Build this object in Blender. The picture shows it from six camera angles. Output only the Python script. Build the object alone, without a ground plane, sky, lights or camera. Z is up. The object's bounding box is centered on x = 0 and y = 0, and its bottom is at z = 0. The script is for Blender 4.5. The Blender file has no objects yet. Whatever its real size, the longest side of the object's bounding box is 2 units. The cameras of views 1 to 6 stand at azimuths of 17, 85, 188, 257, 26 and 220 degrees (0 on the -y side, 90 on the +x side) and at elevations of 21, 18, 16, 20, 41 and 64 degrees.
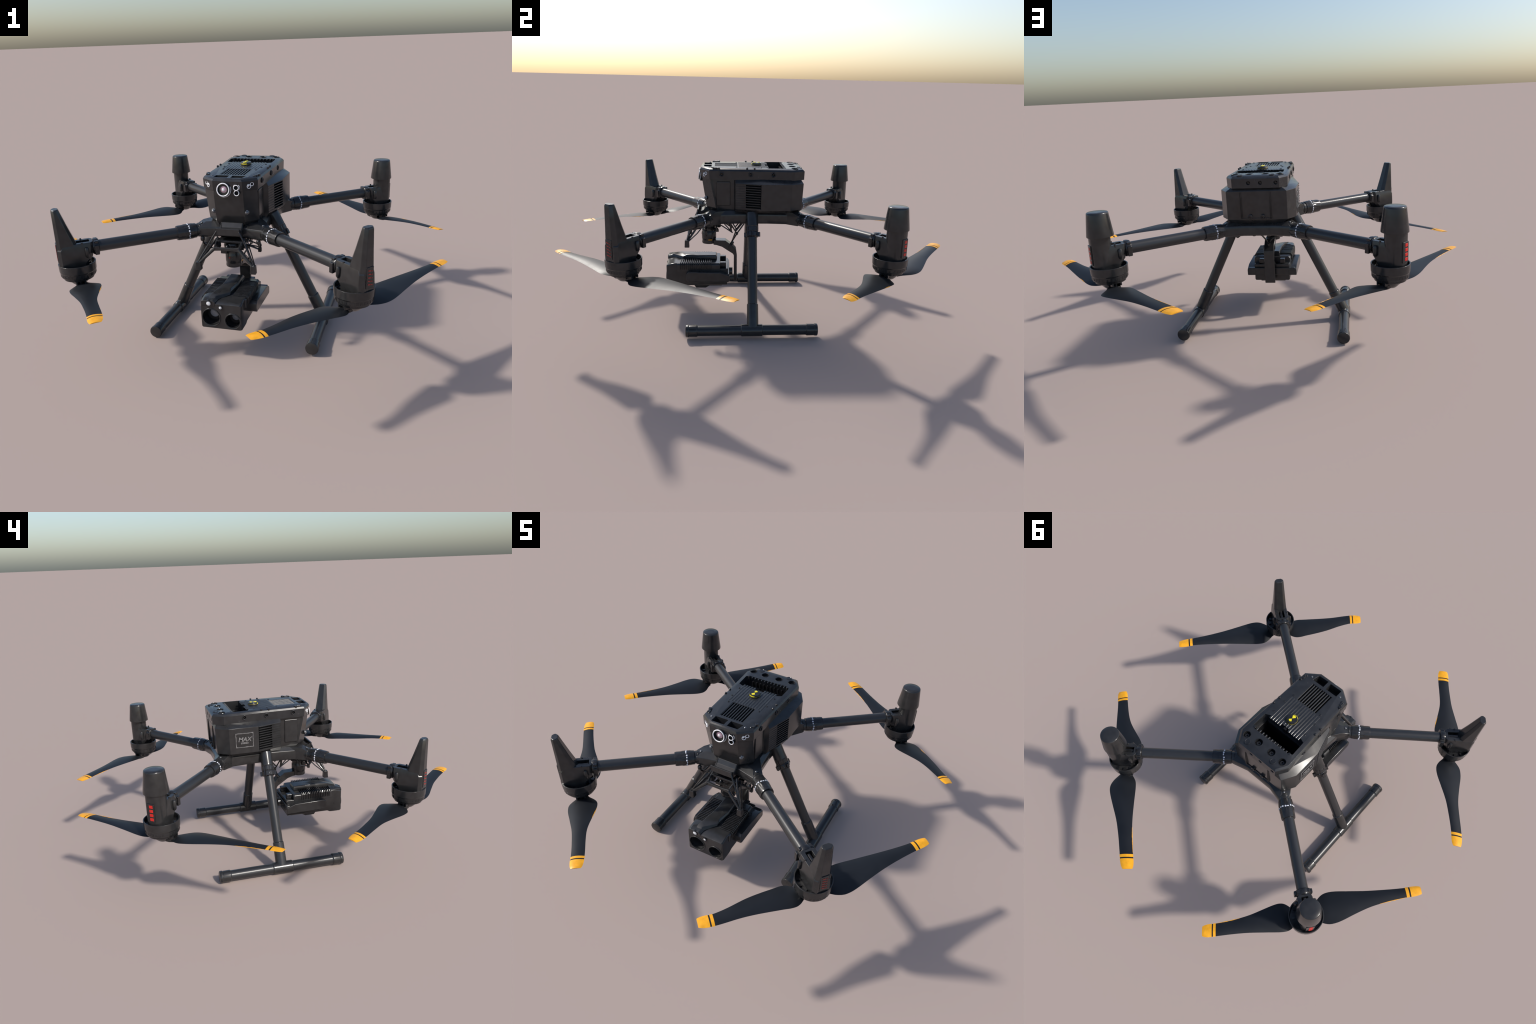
"""Folding quadcopter drone with slung twin-lens camera - procedural build."""
import bpy, bmesh, math, random
from mathutils import Vector, Matrix

random.seed(11)
X0 = -0.012            # the craft's plane of symmetry
SC = bpy.context.scene.collection

# ------------------------------------------------------------------ materials
def new_mat(name):
    m = bpy.data.materials.new(name)
    m.use_nodes = True
    nt = m.node_tree
    return m, nt, nt.nodes["Principled BSDF"]

def plastic(name, col, rough=0.35, var=0.25, scale=35.0, bump=0.0, bump_scale=120.0, metallic=0.0, spec=0.5, coat=0.0):
    m, nt, p = new_mat(name)
    tc = nt.nodes.new("ShaderNodeTexCoord")
    nz = nt.nodes.new("ShaderNodeTexNoise")
    nz.inputs["Scale"].default_value = scale
    nz.inputs["Detail"].default_value = 4
    nt.links.new(tc.outputs["Object"], nz.inputs["Vector"])
    cr = nt.nodes.new("ShaderNodeValToRGB")
    cr.color_ramp.elements[0].position = 0.3
    cr.color_ramp.elements[1].position = 0.7
    cr.color_ramp.elements[0].color = [c * (1 - var) for c in col] + [1]
    cr.color_ramp.elements[1].color = [c * (1 + var) for c in col] + [1]
    nt.links.new(nz.outputs["Fac"], cr.inputs["Fac"])
    nt.links.new(cr.outputs["Color"], p.inputs["Base Color"])
    mr = nt.nodes.new("ShaderNodeMapRange")
    mr.inputs["To Min"].default_value = max(0.02, rough - 0.06)
    mr.inputs["To Max"].default_value = rough + 0.06
    nt.links.new(nz.outputs["Fac"], mr.inputs["Value"])
    nt.links.new(mr.outputs["Result"], p.inputs["Roughness"])
    p.inputs["Metallic"].default_value = metallic
    p.inputs["Specular IOR Level"].default_value = spec
    p.inputs["Coat Weight"].default_value = coat
    if bump > 0:
        n2 = nt.nodes.new("ShaderNodeTexNoise")
        n2.inputs["Scale"].default_value = bump_scale
        n2.inputs["Detail"].default_value = 0.6
        nt.links.new(tc.outputs["Object"], n2.inputs["Vector"])
        b = nt.nodes.new("ShaderNodeBump")
        b.inputs["Strength"].default_value = bump
        b.inputs["Distance"].default_value = 0.004
        nt.links.new(n2.outputs["Fac"], b.inputs["Height"])
        nt.links.new(b.outputs["Normal"], p.inputs["Normal"])
    return m

def carbon(name, col):
    """Carbon tube: fine woven rings along the tube's own z axis."""
    m, nt, p = new_mat(name)
    tc = nt.nodes.new("ShaderNodeTexCoord")
    w = nt.nodes.new("ShaderNodeTexWave")
    w.wave_type = 'BANDS'; w.bands_direction = 'Z'
    w.inputs["Scale"].default_value = 70
    w.inputs["Distortion"].default_value = 1.5
    w.inputs["Detail"].default_value = 2
    nt.links.new(tc.outputs["Object"], w.inputs["Vector"])
    cr = nt.nodes.new("ShaderNodeValToRGB")
    cr.color_ramp.elements[0].color = [c * 0.85 for c in col] + [1]
    cr.color_ramp.elements[1].color = [c * 1.2 for c in col] + [1]
    nt.links.new(w.outputs["Fac"], cr.inputs["Fac"])
    nt.links.new(cr.outputs["Color"], p.inputs["Base Color"])
    b = nt.nodes.new("ShaderNodeBump")
    b.inputs["Strength"].default_value = 0.08
    b.inputs["Distance"].default_value = 0.002
    nt.links.new(w.outputs["Fac"], b.inputs["Height"])
    nt.links.new(b.outputs["Normal"], p.inputs["Normal"])
    p.inputs["Roughness"].default_value = 0.29
    return m

BODY = plastic("black_plastic", (0.022, 0.022, 0.0225), 0.22, 0.2, 28, 0.07, 15)
DECK = plastic("deck_plastic", (0.021, 0.0215, 0.023), 0.25, 0.2, 28, 0.06, 15)
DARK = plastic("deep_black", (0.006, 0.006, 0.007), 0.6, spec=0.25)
GLOSS = plastic("gloss_black", (0.016, 0.016, 0.017), 0.20, 0.3, 40, 0.20, 45)
CARBON = carbon("carbon_tube", (0.021, 0.022, 0.024))
BLADE = plastic("blade_composite", (0.0095, 0.011, 0.014), 0.46, 0.15, 14, spec=0.32)
YELLOW = plastic("tip_yellow", (0.84, 0.375, 0.012), 0.36, 0.12, 45)
LEMON = plastic("beacon_yellow", (0.78, 0.66, 0.02), 0.35, 0.15, 60)
WHITE = plastic("white_ring", (0.80, 0.80, 0.82), 0.30, 0.12, 120)
DOT = plastic("white_dot", (0.62, 0.64, 0.70), 0.30, 0.15, 90)
RED = plastic("red_lamp", (0.60, 0.018, 0.012), 0.30, 0.12, 90)  # lit-lamp glow baked into a brighter red base, no emission
DULLRED = plastic("dull_red_lamp", (0.34, 0.020, 0.016), 0.35, 0.3, 120)
PINK = plastic("pink_lens", (0.50, 0.33, 0.38), 0.15, 0.15, 90)
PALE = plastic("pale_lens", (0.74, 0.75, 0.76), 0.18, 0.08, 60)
GLASS = plastic("lens_glass", (0.20, 0.21, 0.23), 0.10, 0.2, 20)  # base lightened to grey-blue to paint in the reflection on the lens
STEEL = plastic("grey_steel", (0.16, 0.165, 0.175), 0.25, 0.3, 150, metallic=0.6)
INK = plastic("label_ink", (0.19, 0.185, 0.185), 0.45, 0.45, 160)

# ------------------------------------------------------------------ geometry
class Build:
    """Collects primitives into one mesh."""
    def __init__(self):
        self.v, self.f = [], []
    def add(self, verts, faces, M=None):
        o = len(self.v)
        for p in verts:
            p = Vector(p)
            self.v.append(M @ p if M else p)
        self.f += [[i + o for i in f] for f in faces]
        return self
    def loft(self, rings, cap=True, M=None):
        n = len(rings[0]); vs = [p for r in rings for p in r]; fs = []
        for k in range(len(rings) - 1):
            for i in range(n):
                j = (i + 1) % n
                fs.append([k * n + i, k * n + j, (k + 1) * n + j, (k + 1) * n + i])
        if cap:
            fs.append(list(range(n))[::-1])
            fs.append([(len(rings) - 1) * n + i for i in range(n)])
        return self.add(vs, fs, M)
    def box(self, c, s, M=None, taper=1.0):
        x, y, z = s[0] / 2, s[1] / 2, s[2] / 2
        lo = [(-x, -y, -z), (x, -y, -z), (x, y, -z), (-x, y, -z)]
        hi = [(a * taper, b * taper, z) for a, b, _ in lo]
        T = Matrix.Translation(Vector(c))
        return self.loft([lo, hi], True, (M @ T) if M else T)
    def lathe(self, prof, seg=40, M=None, closed=False):
        """prof: list of (radius, z); ends on axis are capped."""
        rings = [[(r * math.cos(2 * math.pi * i / seg), r * math.sin(2 * math.pi * i / seg), z)
                  for i in range(seg)] for r, z in prof]
        if closed:
            rings.append(rings[0])
        return self.loft(rings, not closed, M)
    def cyl(self, p0, p1, r0, r1=None, seg=24):
        r1 = r0 if r1 is None else r1
        p0, p1 = Vector(p0), Vector(p1)
        d = p1 - p0
        return self.lathe([(r0, 0), (r1, d.length)], seg, axis_matrix(p0, d))
    def rod(self, pts, r, seg=8):
        """Round wire through points."""
        for a, b in zip(pts[:-1], pts[1:]):
            self.cyl(a, b, r, r, seg)
        for p in pts:
            self.ball(p, (r, r, r), 8, 6)
        return self
    def ball(self, c, s, seg=16, rings=10, M=None):
        prof = [(max(1e-5, math.sin(math.pi * k / rings)), -math.cos(math.pi * k / rings)) for k in range(rings + 1)]
        T = Matrix.Translation(Vector(c)) @ Matrix.Diagonal((*s, 1))
        return self.lathe(prof, seg, (M @ T) if M else T)
    def ring(self, M, R, r, seg=36, sub=10):
        """Torus about local z."""
        prof = [(R + r * math.cos(2 * math.pi * k / sub), r * math.sin(2 * math.pi * k / sub)) for k in range(sub)]
        return self.lathe(prof, seg, M, closed=True)
    def prism(self, outline, z0, z1, M=None):
        return self.loft([[(x, y, z0) for x, y in outline], [(x, y, z1) for x, y in outline]], True, M)
    def mesh(self, name):
        me = bpy.data.meshes.new(name)
        me.from_pydata([tuple(p) for p in self.v], [], self.f)
        bm = bmesh.new(); bm.from_mesh(me)
        bmesh.ops.remove_doubles(bm, verts=bm.verts, dist=1e-6)
        bmesh.ops.dissolve_degenerate(bm, edges=bm.edges, dist=1e-6)
        bmesh.ops.recalc_face_normals(bm, faces=bm.faces)
        bm.to_mesh(me); bm.free()
        return me

def axis_matrix(p, d):
    """Frame at p whose local z runs along d."""
    q = Vector(d).normalized().to_track_quat('Z', 'Y')
    return Matrix.Translation(Vector(p)) @ q.to_matrix().to_4x4()

def finish(me, mat, angle=35):
    me.materials.clear(); me.materials.append(mat)
    me.polygons.foreach_set("use_smooth", [True] * len(me.polygons))
    me.set_sharp_from_angle(angle=math.radians(angle))
    return me

def put(name, data, parent, mat=None, loc=(0, 0, 0), rot=(0, 0, 0), scale=(1, 1, 1), bevel=0.0, seg=2, angle=35, M=None, stuff=False):
    me = data.mesh(name) if isinstance(data, Build) else data
    if mat:
        finish(me, mat, angle)
    ob = bpy.data.objects.new(name, me)
    SC.objects.link(ob)
    ob.parent = parent
    if M is not None:
        ob.matrix_local = M
    else:
        ob.location, ob.rotation_euler, ob.scale = loc, rot, scale
    if bevel:
        b = ob.modifiers.new("bevel", 'BEVEL')
        b.width = bevel; b.segments = seg; b.limit_method = 'ANGLE'
        b.angle_limit = math.radians(28); b.harden_normals = True
    if stuff:
        ob["kind"] = "stuff"
    return ob

def soften(ob, width, seg=2):
    b = ob.modifiers.new("bevel", 'BEVEL')
    b.width = width; b.segments = seg; b.limit_method = 'ANGLE'
    b.angle_limit = math.radians(28); b.harden_normals = True; b.use_clamp_overlap = True

def carve(ob, cutter):
    """Boolean-subtract a Build from an object and keep the result as its mesh."""
    bpy.context.view_layer.update()
    me = cutter.mesh("cutter")
    c = bpy.data.objects.new("cutter", me); SC.objects.link(c)
    c.matrix_world = ob.matrix_world
    m = ob.modifiers.new("cut", 'BOOLEAN')
    m.operation = 'DIFFERENCE'; m.solver = 'EXACT'; m.object = c
    bpy.context.view_layer.update()
    dg = bpy.context.evaluated_depsgraph_get()
    new = bpy.data.meshes.new_from_object(ob.evaluated_get(dg))
    mat = ob.data.materials[0]
    ob.modifiers.clear()
    ob.data = new
    finish(new, mat, 30)
    bpy.data.objects.remove(c)

def mirror_outline(half):
    """half: points front->rear with x>0; returns the closed outline."""
    return half + [(-x, y) for x, y in reversed(half)]

# ------------------------------------------------------------------ root
root = bpy.data.objects.new("quadcopter_drone", None)
SC.objects.link(root)
root.location = (X0, 0, 0)
root["label"] = "black quadcopter drone with yellow-tipped propellers and slung camera"
root["category"] = "drone"
bpy.context.view_layer.update()

# ------------------------------------------------------------------ body shell
SHELL = [
    (0.590, [(.064, -.236), (.108, -.184), (.108, -.150), (.112, -.106), (.126, -.098), (.146, .030), (.146, .170), (.118, .236)]),
    (0.612, [(.070, -.249), (.122, -.199), (.116, -.188), (.118, -.104), (.142, -.097), (.181, .035), (.181, .188), (.144, .250)]),
    (0.748, [(.070, -.270), (.127, -.226), (.119, -.214), (.120, -.105), (.142, -.098), (.181, .035), (.181, .191), (.144, .2565)]),
    (0.768, [(.068, -.268), (.124, -.226), (.117, -.214), (.118, -.104), (.132, -.098), (.138, .035), (.140, .186), (.116, .244)]),
]
b = Build().loft([[(x, y, z) for x, y in mirror_outline(h)] for z, h in SHELL])
body = put("body_shell", b, root, BODY)
cut = Build()
VP0, VP1 = Vector((.142, -.098, 0)), Vector((.183, .035, 0))     # vented flank
VD = (VP1 - VP0); VL = VD.length; VD.normalize()
def flank(s, z, out, side):
    n = Vector((VD.y, -VD.x, 0))
    p = VP0 + VD * (s * VL) + n * out
    return Vector((p.x * side, p.y, z))
def flank_box(B, s0, s1, z0, z1, o0, o1, side):
    q = [(s0, o0), (s1, o0), (s1, o1), (s0, o1)]
    B.loft([[flank(s, z, o, side) for s, o in q] for z in (z0, z1)])
for side in (1, -1):
    flank_box(cut, .40, .985, .618, .746, -.040, .01, side)
# bays under the cover: fan well, intake wells, connector bay
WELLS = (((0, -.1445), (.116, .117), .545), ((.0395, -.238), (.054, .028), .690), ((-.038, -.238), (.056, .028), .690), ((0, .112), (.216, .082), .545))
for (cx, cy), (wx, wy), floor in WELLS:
    cut.box((cx, cy, (floor + .79) / 2), (wx, wy, .79 - floor))
carve(body, cut)
soften(body, .0030)
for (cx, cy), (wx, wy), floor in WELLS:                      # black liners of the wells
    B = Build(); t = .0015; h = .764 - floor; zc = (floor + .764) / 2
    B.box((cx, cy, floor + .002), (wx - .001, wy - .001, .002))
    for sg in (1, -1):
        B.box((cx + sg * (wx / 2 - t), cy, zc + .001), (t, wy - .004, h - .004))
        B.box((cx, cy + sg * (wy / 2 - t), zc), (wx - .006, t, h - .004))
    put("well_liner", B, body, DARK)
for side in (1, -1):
    for k in range(11):
        z = .6195 + k * .01255
        B = Build()
        flank_box(B, .02, .97, z - .0023, z + .0023, -.0165, .0012, side)
        put("vent_slat", B, body, BODY, bevel=0.0012, seg=1)
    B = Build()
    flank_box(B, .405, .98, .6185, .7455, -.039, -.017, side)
    put("vent_dark_slab", B, body, DARK)  # near-black slab behind the slats
# seams of the rear battery hatch, door latches and bolts
B = Build()
for x in (-.067, .074):
    B.box((x - .002, .2545, .680), (.0022, .008, .128)); B.box((x + .004, .2545, .680), (.0022, .008, .128))
B.box((.003, .2495, .617), (.14, .009, .004))
put("hatch_seam", B, body, BODY, bevel=0.0008, seg=1)
for x in (.033, -.026):
    B = Build()
    M = axis_matrix((x, .2505, .626), (0, 1, 0))
    B.lathe([(.0115, -.004), (.0110, .009), (.009, .011), (.0058, .011), (.005, .004)], 24, M)
    put("hatch_bolt", B, body, GLOSS)
# nose bolts
for x in (.079, -.082):
    B = Build(); B.ball((x, -.2535, .659), (.0085, .0085, .0085))
    B.lathe([(.0115, 0), (.0105, .006), (.006, .008)], 20, axis_matrix((x, -.247, .659), (0, -1, .15)))
    put("nose_bolt", B, body, STEEL)
# raised facets on the nose flanks
for side in (1, -1):
    B = Build()
    B.loft([[(side * .108, -.196, z), (side * .1235, -.196, z), (side * .1240, -.124, z), (side * .108, -.124, z)] for z in (.626, .752)])
    put("flank_panel", B, body, BODY, bevel=0.004)

# front sensors ------------------------------------------------------------
FN = Vector((0, -1, .15)).normalized()
def front(x, z, out=0.0):
    return Vector((x, -.2800 + (.815 - z) * .151, z)) + FN * out
c = front(-.017, .769)
M = axis_matrix(c, FN)
B = Build(); B.lathe([(.033, -.006), (.033, .012), (.030, .016), (.027, .016), (.0265, .006)], 40, M)
put("camera_barrel", B, body, GLOSS)
B = Build(); B.ring(axis_matrix(front(-.017, .769, .0160), FN), .0285, .0026)
B.ring(axis_matrix(front(-.017, .769, .0045), FN), .0338, .0016)
put("camera_ring", B, body, WHITE)
B = Build(); B.ball(front(-.017, .769, .0055), (.0165, .006, .0165), 24, 12)
put("camera_lens", B, body, PINK)
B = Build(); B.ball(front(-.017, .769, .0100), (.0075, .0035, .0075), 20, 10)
put("lens_glint", B, body, PALE)  # highlight on the nose lens, modelled as a small pale ball
for z in (.780, .7545):
    B = Build(); B.lathe([(.013, -.005), (.013, .010), (.009, .011), (.0085, .004)], 28, axis_matrix(front(.044, z), FN))
    put("range_barrel", B, body, DARK)
    B = Build(); B.ring(axis_matrix(front(.044, z, .011), FN), .0115, .0018, 28, 8)
    put("range_ring", B, body, WHITE)
B = Build(); B.ring(axis_matrix(front(.044, .782, .003), FN), .0140, .0016, 28, 8)
put("range_ring", B, body, WHITE)
for side in (1, -1):                      # paired sensors on the chamfered cheeks
    n = Vector((side * .62, -.78, .12)).normalized()
    t = Vector((side * .78, .62, 0)).normalized()
    base = Vector((side * .1010, -.2500, .788))
    for off, dz, r in ((-.009, -.005, .0085), (.006, .004, .0075)):
        p = base + t * off + Vector((0, 0, dz))
        B = Build(); B.lathe([(r, -.006), (r, .003), (r * .6, .004)], 20, axis_matrix(p, n))
        put("cheek_sensor", B, body, DARK)
        B = Build(); B.ring(axis_matrix(p + n * .004, n), r, .0016, 24, 8)
        put("cheek_ring", B, body, WHITE)
    B = Build(); B.ball(base + t * (-.012) + n * .003, (.006, .004, .006)); put("cheek_lens", B, body, PALE)

# label on the -x flank ------------------------------------------------------
LM = Matrix(((0, 0, -1, -.1832), (-1, 0, 0, .111), (0, 1, 0, .683), (0, 0, 0, 1)))
B = Build()
for cx, cy, sx, sy in ((0, .037, .094, .003), (0, -.037, .094, .003), (-.0455, 0, .003, .074), (.0455, 0, .003, .074)):
    nseg = 9
    for k in range(nseg):
        f = (k + .5) / nseg - .5
        if sx > sy:
            B.box((cx + f * sx, cy + random.uniform(-.0008, .0008), 0), (sx / nseg * 1.12, sy * random.uniform(.7, 1.3), .0016), LM)
        else:
            B.box((cx + random.uniform(-.0008, .0008), cy + f * sy, 0), (sx * random.uniform(.7, 1.3), sy / nseg * 1.12, .0016), LM)
put("label_frame", B, body, INK)
def lettering(txt, size, x, y, shear, name):
    cu = bpy.data.curves.new(name, 'FONT')
    cu.body = txt; cu.size = size; cu.extrude = .0006; cu.shear = shear
    cu.align_x = 'CENTER'; cu.offset = .0005
    ob = bpy.data.objects.new(name, cu); SC.objects.link(ob)
    bpy.context.view_layer.update()
    me = bpy.data.meshes.new_from_object(ob.evaluated_get(bpy.context.evaluated_depsgraph_get()))
    bpy.data.objects.remove(ob)
    me.materials.clear(); me.materials.append(INK)
    o = bpy.data.objects.new(name, me); SC.objects.link(o)
    o.parent = body
    o.matrix_local = LM @ Matrix.Translation((x, y, .0003))
lettering("MAX", .032, .000, -.006, .25, "label_lettering")
lettering("STEREO", .0115, .000, -.0195, 0, "label_lettering")

# ------------------------------------------------------------------ top cover
COVER = [
    (0.7635, [(.070, -.2735), (.130, -.2315), (.138, .000), (.145, .207), (.112, .262)]),
    (0.8080, [(.070, -.2800), (.132, -.2330), (.139, .000), (.147, .207), (.113, .263)]),
    (0.8165, [(.066, -.2765), (.127, -.2290), (.133, .000), (.140, .203), (.108, .254)]),
    (0.8215, [(.060, -.2700), (.117, -.2230), (.118, .000), (.120, .190), (.095, .242)]),
]
B = Build().loft([[(x, y, z) for x, y in mirror_outline(h)] for z, h in COVER])
cover = put("top_cover", B, root, DECK)
cut = Build()
for x0, x1 in ((.010, .073), (-.070, -.006)):                       # twin air intakes
    cut.loft([[(x0, -.262, z), (x1 - .008 * (x1 > .05), -.260, z), (x1, -.221, z), (x0, -.222, z)] for z in (.750, .84)])
cut.prism([(-.116, .072), (-.085, .060), (.085, .060), (.116, .075), (.116, .150), (.100, .166), (-.100, .160), (-.120, .150)], .750, .84)
cut.prism([(-.060, -.205), (.060, -.205), (.060, -.084), (-.060, -.084)], .750, .84)
for x, y, r in ((.104, .211, .0165), (.036, .2055, .0185), (-.041, .2055, .0185), (-.109, .209, .0165)):
    cut.cyl((x, y, .797), (x, y, .84), r, r * 1.05, 28)
for side in (1, -1):
    for y in (-.169, -.020, .098):
        cut.cyl((side * .124, y, .7925), (side * .16, y, .7925), .0085, .0085, 20)
for x in (.033, -.023, -.096):
    cut.cyl((x, .248, .788), (x, .27, .788), .0095, .0095, 20)
carve(cover, cut)
soften(cover, .0030)
# cooling slats over the fan and ribs across the deck
for k in range(10):
    x = -.0595 + k * .0132
    B = Build().box((x, -.1445, .8150), (.0062, .122, .0105))
    put("fan_slat", B, cover, DECK, bevel=0.0018)
for k in range(13):
    x = -.0845 + k * .0141
    y1 = .076 if abs(k - 6) > 1 else .062
    B = Build()
    prof = [(-.0056, 0), (-.0042, .0016), (-.0015, .0026), (.0015, .0026), (.0042, .0016), (.0056, 0)]
    rings = []
    for y, h in ((-.086, .25), (-.078, 1), (y1 - .006, 1), (y1, .6)):
        rings.append([(x + px, y, .8200 + pz * h) for px, pz in prof])
    B.loft(rings)
    put("deck_rib", B, cover, DECK)
for k in range(11):
    x = -.088 + k * .0176
    B = Build().box((x, .164, .8165), (.0062, .026, .0085))
    put("comb_tooth", B, cover, DECK, bevel=0.0018)
B = Build()
for side in (1, -1):
    B.cyl((side * .106, .158, .800), (side * .106, .158, .8235), .0075, .0065, 16)
put("recess_post", B, cover, GLOSS, bevel=0.001)
# bay inside the recess
B = Build().box((-.004, .064, .800), (.016, .02, .03))
put("bay_key", B, cover, DARK)
B = Build()
for k in range(9):
    B.box((-.08 + k * .02, .15, .790), (.006, .012, .024))
put("bay_comb", B, cover, DARK, stuff=True)
# sunk plugs, blind discs and screws
for x, y, r in ((.104, .211, .0115), (.036, .2055, .0120), (-.041, .2055, .0120), (-.109, .209, .0115)):
    B = Build().lathe([(r, .797), (r, .8080), (r * .8, .8105), (r * .45, .8105), (r * .4, .803)], 20, Matrix.Translation((x, y, 0)))
    put("rubber_plug", B, cover, GLOSS)
    B = Build().ring(Matrix.Translation((x, y, .8210)), r * 1.58, .0016, 28, 6)
    put("plug_rim", B, cover, GLOSS)
for x, y in ((.076, .238), (-.076, .235)):
    B = Build().lathe([(.0145, .808), (.0145, .8228), (.0125, .8235), (.011, .8220)], 24, Matrix.Translation((x, y, 0)))
    put("blind_disc", B, cover, GLOSS)
for x, y in ((.083, -.092), (.095, -.038), (.097, .036), (-.080, -.092), (-.093, -.037), (-.094, .035)):
    B = Build().lathe([(.0055, .812), (.0055, .8226), (.0045, .8232), (.003, .8232), (.0025, .8212)], 14, Matrix.Translation((x, y, 0)))
    put("deck_screw", B, cover, GLOSS)
for x, y, h in ((.127, -.038, .0035), (.127, .000, .0035), (-.129, -.036, .0035), (-.128, .002, .0035), (.088, -.232, .002), (.110, -.219, .003), (-.086, -.232, .002), (-.110, -.215, .003)):
    B = Build().lathe([(.0055, .808), (.0052, .8205 + h), (.0035, .822 + h)], 12, Matrix.Translation((x, y, 0)))
    put("cover_screw", B, cover, STEEL if h < .003 else GLOSS)
for side in (1, -1):                                       # shoulder hooks
    B = Build()
    B.cyl((side * .122, -.186, .808), (side * .122, -.186, .8255), .0095, .0080, 16)
    B.box((side * .116, -.204, .8205), (.014, .020, .008))
    B.ball((side * .119, -.213, .823), (.005, .004, .004))
    put("cover_hook", B, cover, GLOSS, bevel=0.0015)
for side in (1, -1):
    for y in (-.169, -.020, .098):
        xx = .1355 + (y + .17) * .028
        B = Build()
        B.ring(axis_matrix((side * xx, y, .7925), (side, 0, 0)), .0100, .0028, 22, 8)
        B.cyl((side * (xx - .012), y, .7925), (side * (xx - .004), y, .7925), .0042, .0032, 12)
        put("side_socket", B, cover, GLOSS)
for x in (.033, -.023, -.096):
    B = Build()
    B.ring(axis_matrix((x, .2595, .788), (0, 1, 0)), .0110, .0026, 22, 8)
    B.cyl((x, .246, .788), (x, .257, .788), .0048, .0035, 12)
    put("rear_socket", B, cover, GLOSS)
# beacon disc with its yellow hourglass mark
BX, BY = .001, .017
B = Build().lathe([(.0255, .818), (.0265, .825), (.0255, .8325), (.0240, .8350), (.010, .8358)], 36, Matrix.Translation((BX, BY, 0)))
put("beacon_disc", B, cover, GLOSS)
B = Build().ring(Matrix.Translation((BX, BY, .8265)), .0262, .0013, 36, 6)
put("beacon_rim", B, cover, plastic("beacon_brass", (.17, .14, .02), .35))
def sector(a0, a1, r, inner, z):
    pts = [(BX + inner * math.cos((a0 + a1) / 2), BY + inner * math.sin((a0 + a1) / 2))]
    for k in range(9):
        a = a0 + (a1 - a0) * k / 8
        rr = r * (1 - .18 * abs(k - 4) / 4)
        pts.append((BX + rr * math.cos(a), BY + rr * math.sin(a)))
    return Build().prism(pts, z - .004, z)
put("beacon_mark", sector(math.radians(-128), math.radians(-62), .0215, .001, .8373), cover, LEMON, bevel=0.0008, seg=1)
put("beacon_mark", sector(math.radians(50), math.radians(122), .0185, .001, .8373), cover, LEMON, bevel=0.0008, seg=1)
B = Build()
for k in range(8):
    a = math.radians(-125 + k * 8)
    B.box((BX + .0255 * math.cos(a), BY + .0255 * math.sin(a), .8285), (.0045, .0045, .0045))
put("beacon_mark", B, cover, LEMON, bevel=0.001, seg=1)

# ------------------------------------------------------------------ X frame
FR = [(.066, -.254), (.158, -.277), (.188, -.237), (.147, -.176), (.137, -.070), (.137, .070), (.147, .176), (.190, .236), (.160, .279), (.075, .257)]
out = mirror_outline(FR)
def inset(o, k, dy=0):
    return [(x * k, y * k) for x, y in o]
B = Build().loft([[(x, y, z) for x, y in o] for z, o in
                  ((.530, inset(out, .955)), (.538, inset(out, .99)), (.570, out), (.581, inset(out, .985)), (.599, inset(out, .84)))])
frame = put("cross_frame", B, root, BODY)
cut = Build()
for (cx, cy), (wx, wy), floor in WELLS:
    cut.box((cx, cy, (floor + .79) / 2), (wx, wy, .79 - floor))
carve(frame, cut)
soften(frame, .004)
SLEEVE_IN, SLEEVE_OUT, POD = Vector((.175, .256, .560)), Vector((.2515, .315, .560)), Vector((.606, .598, .560))
# where each motor axis stands (world x, y): the two sides differ by a few millimetres
AXES = {(1, -1): (.601, -.599), (-1, -1): (-.624, -.601), (1, 1): (.593, .604), (-1, 1): (-.613, .592)}
def axis_of(sx, sy):
    x, y = AXES[(sx, sy)]
    return Vector((x - X0, y, .560))
ADIR = (POD - SLEEVE_IN); ADIR.z = 0; ADIR.normalize()
for sx in (1, -1):
    for sy in (1, -1):
        s = Vector((sx, sy, 1))
        B = Build()
        a, c = SLEEVE_IN - ADIR * .075, SLEEVE_IN + ADIR * .012
        B.cyl(a * s, c * s, .0325, .0312, 28)
        B.ring(axis_matrix((SLEEVE_IN - ADIR * .012) * s, ADIR * s), .0318, .0022, 28, 8)
        put("neck_socket", B, frame, BODY, bevel=0.002)
        B = Build(); B.ball((SLEEVE_IN - ADIR * .03) * s + Vector((0, 0, .034)), (.006, .006, .004))
        put("neck_screw", B, frame, STEEL)
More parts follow.
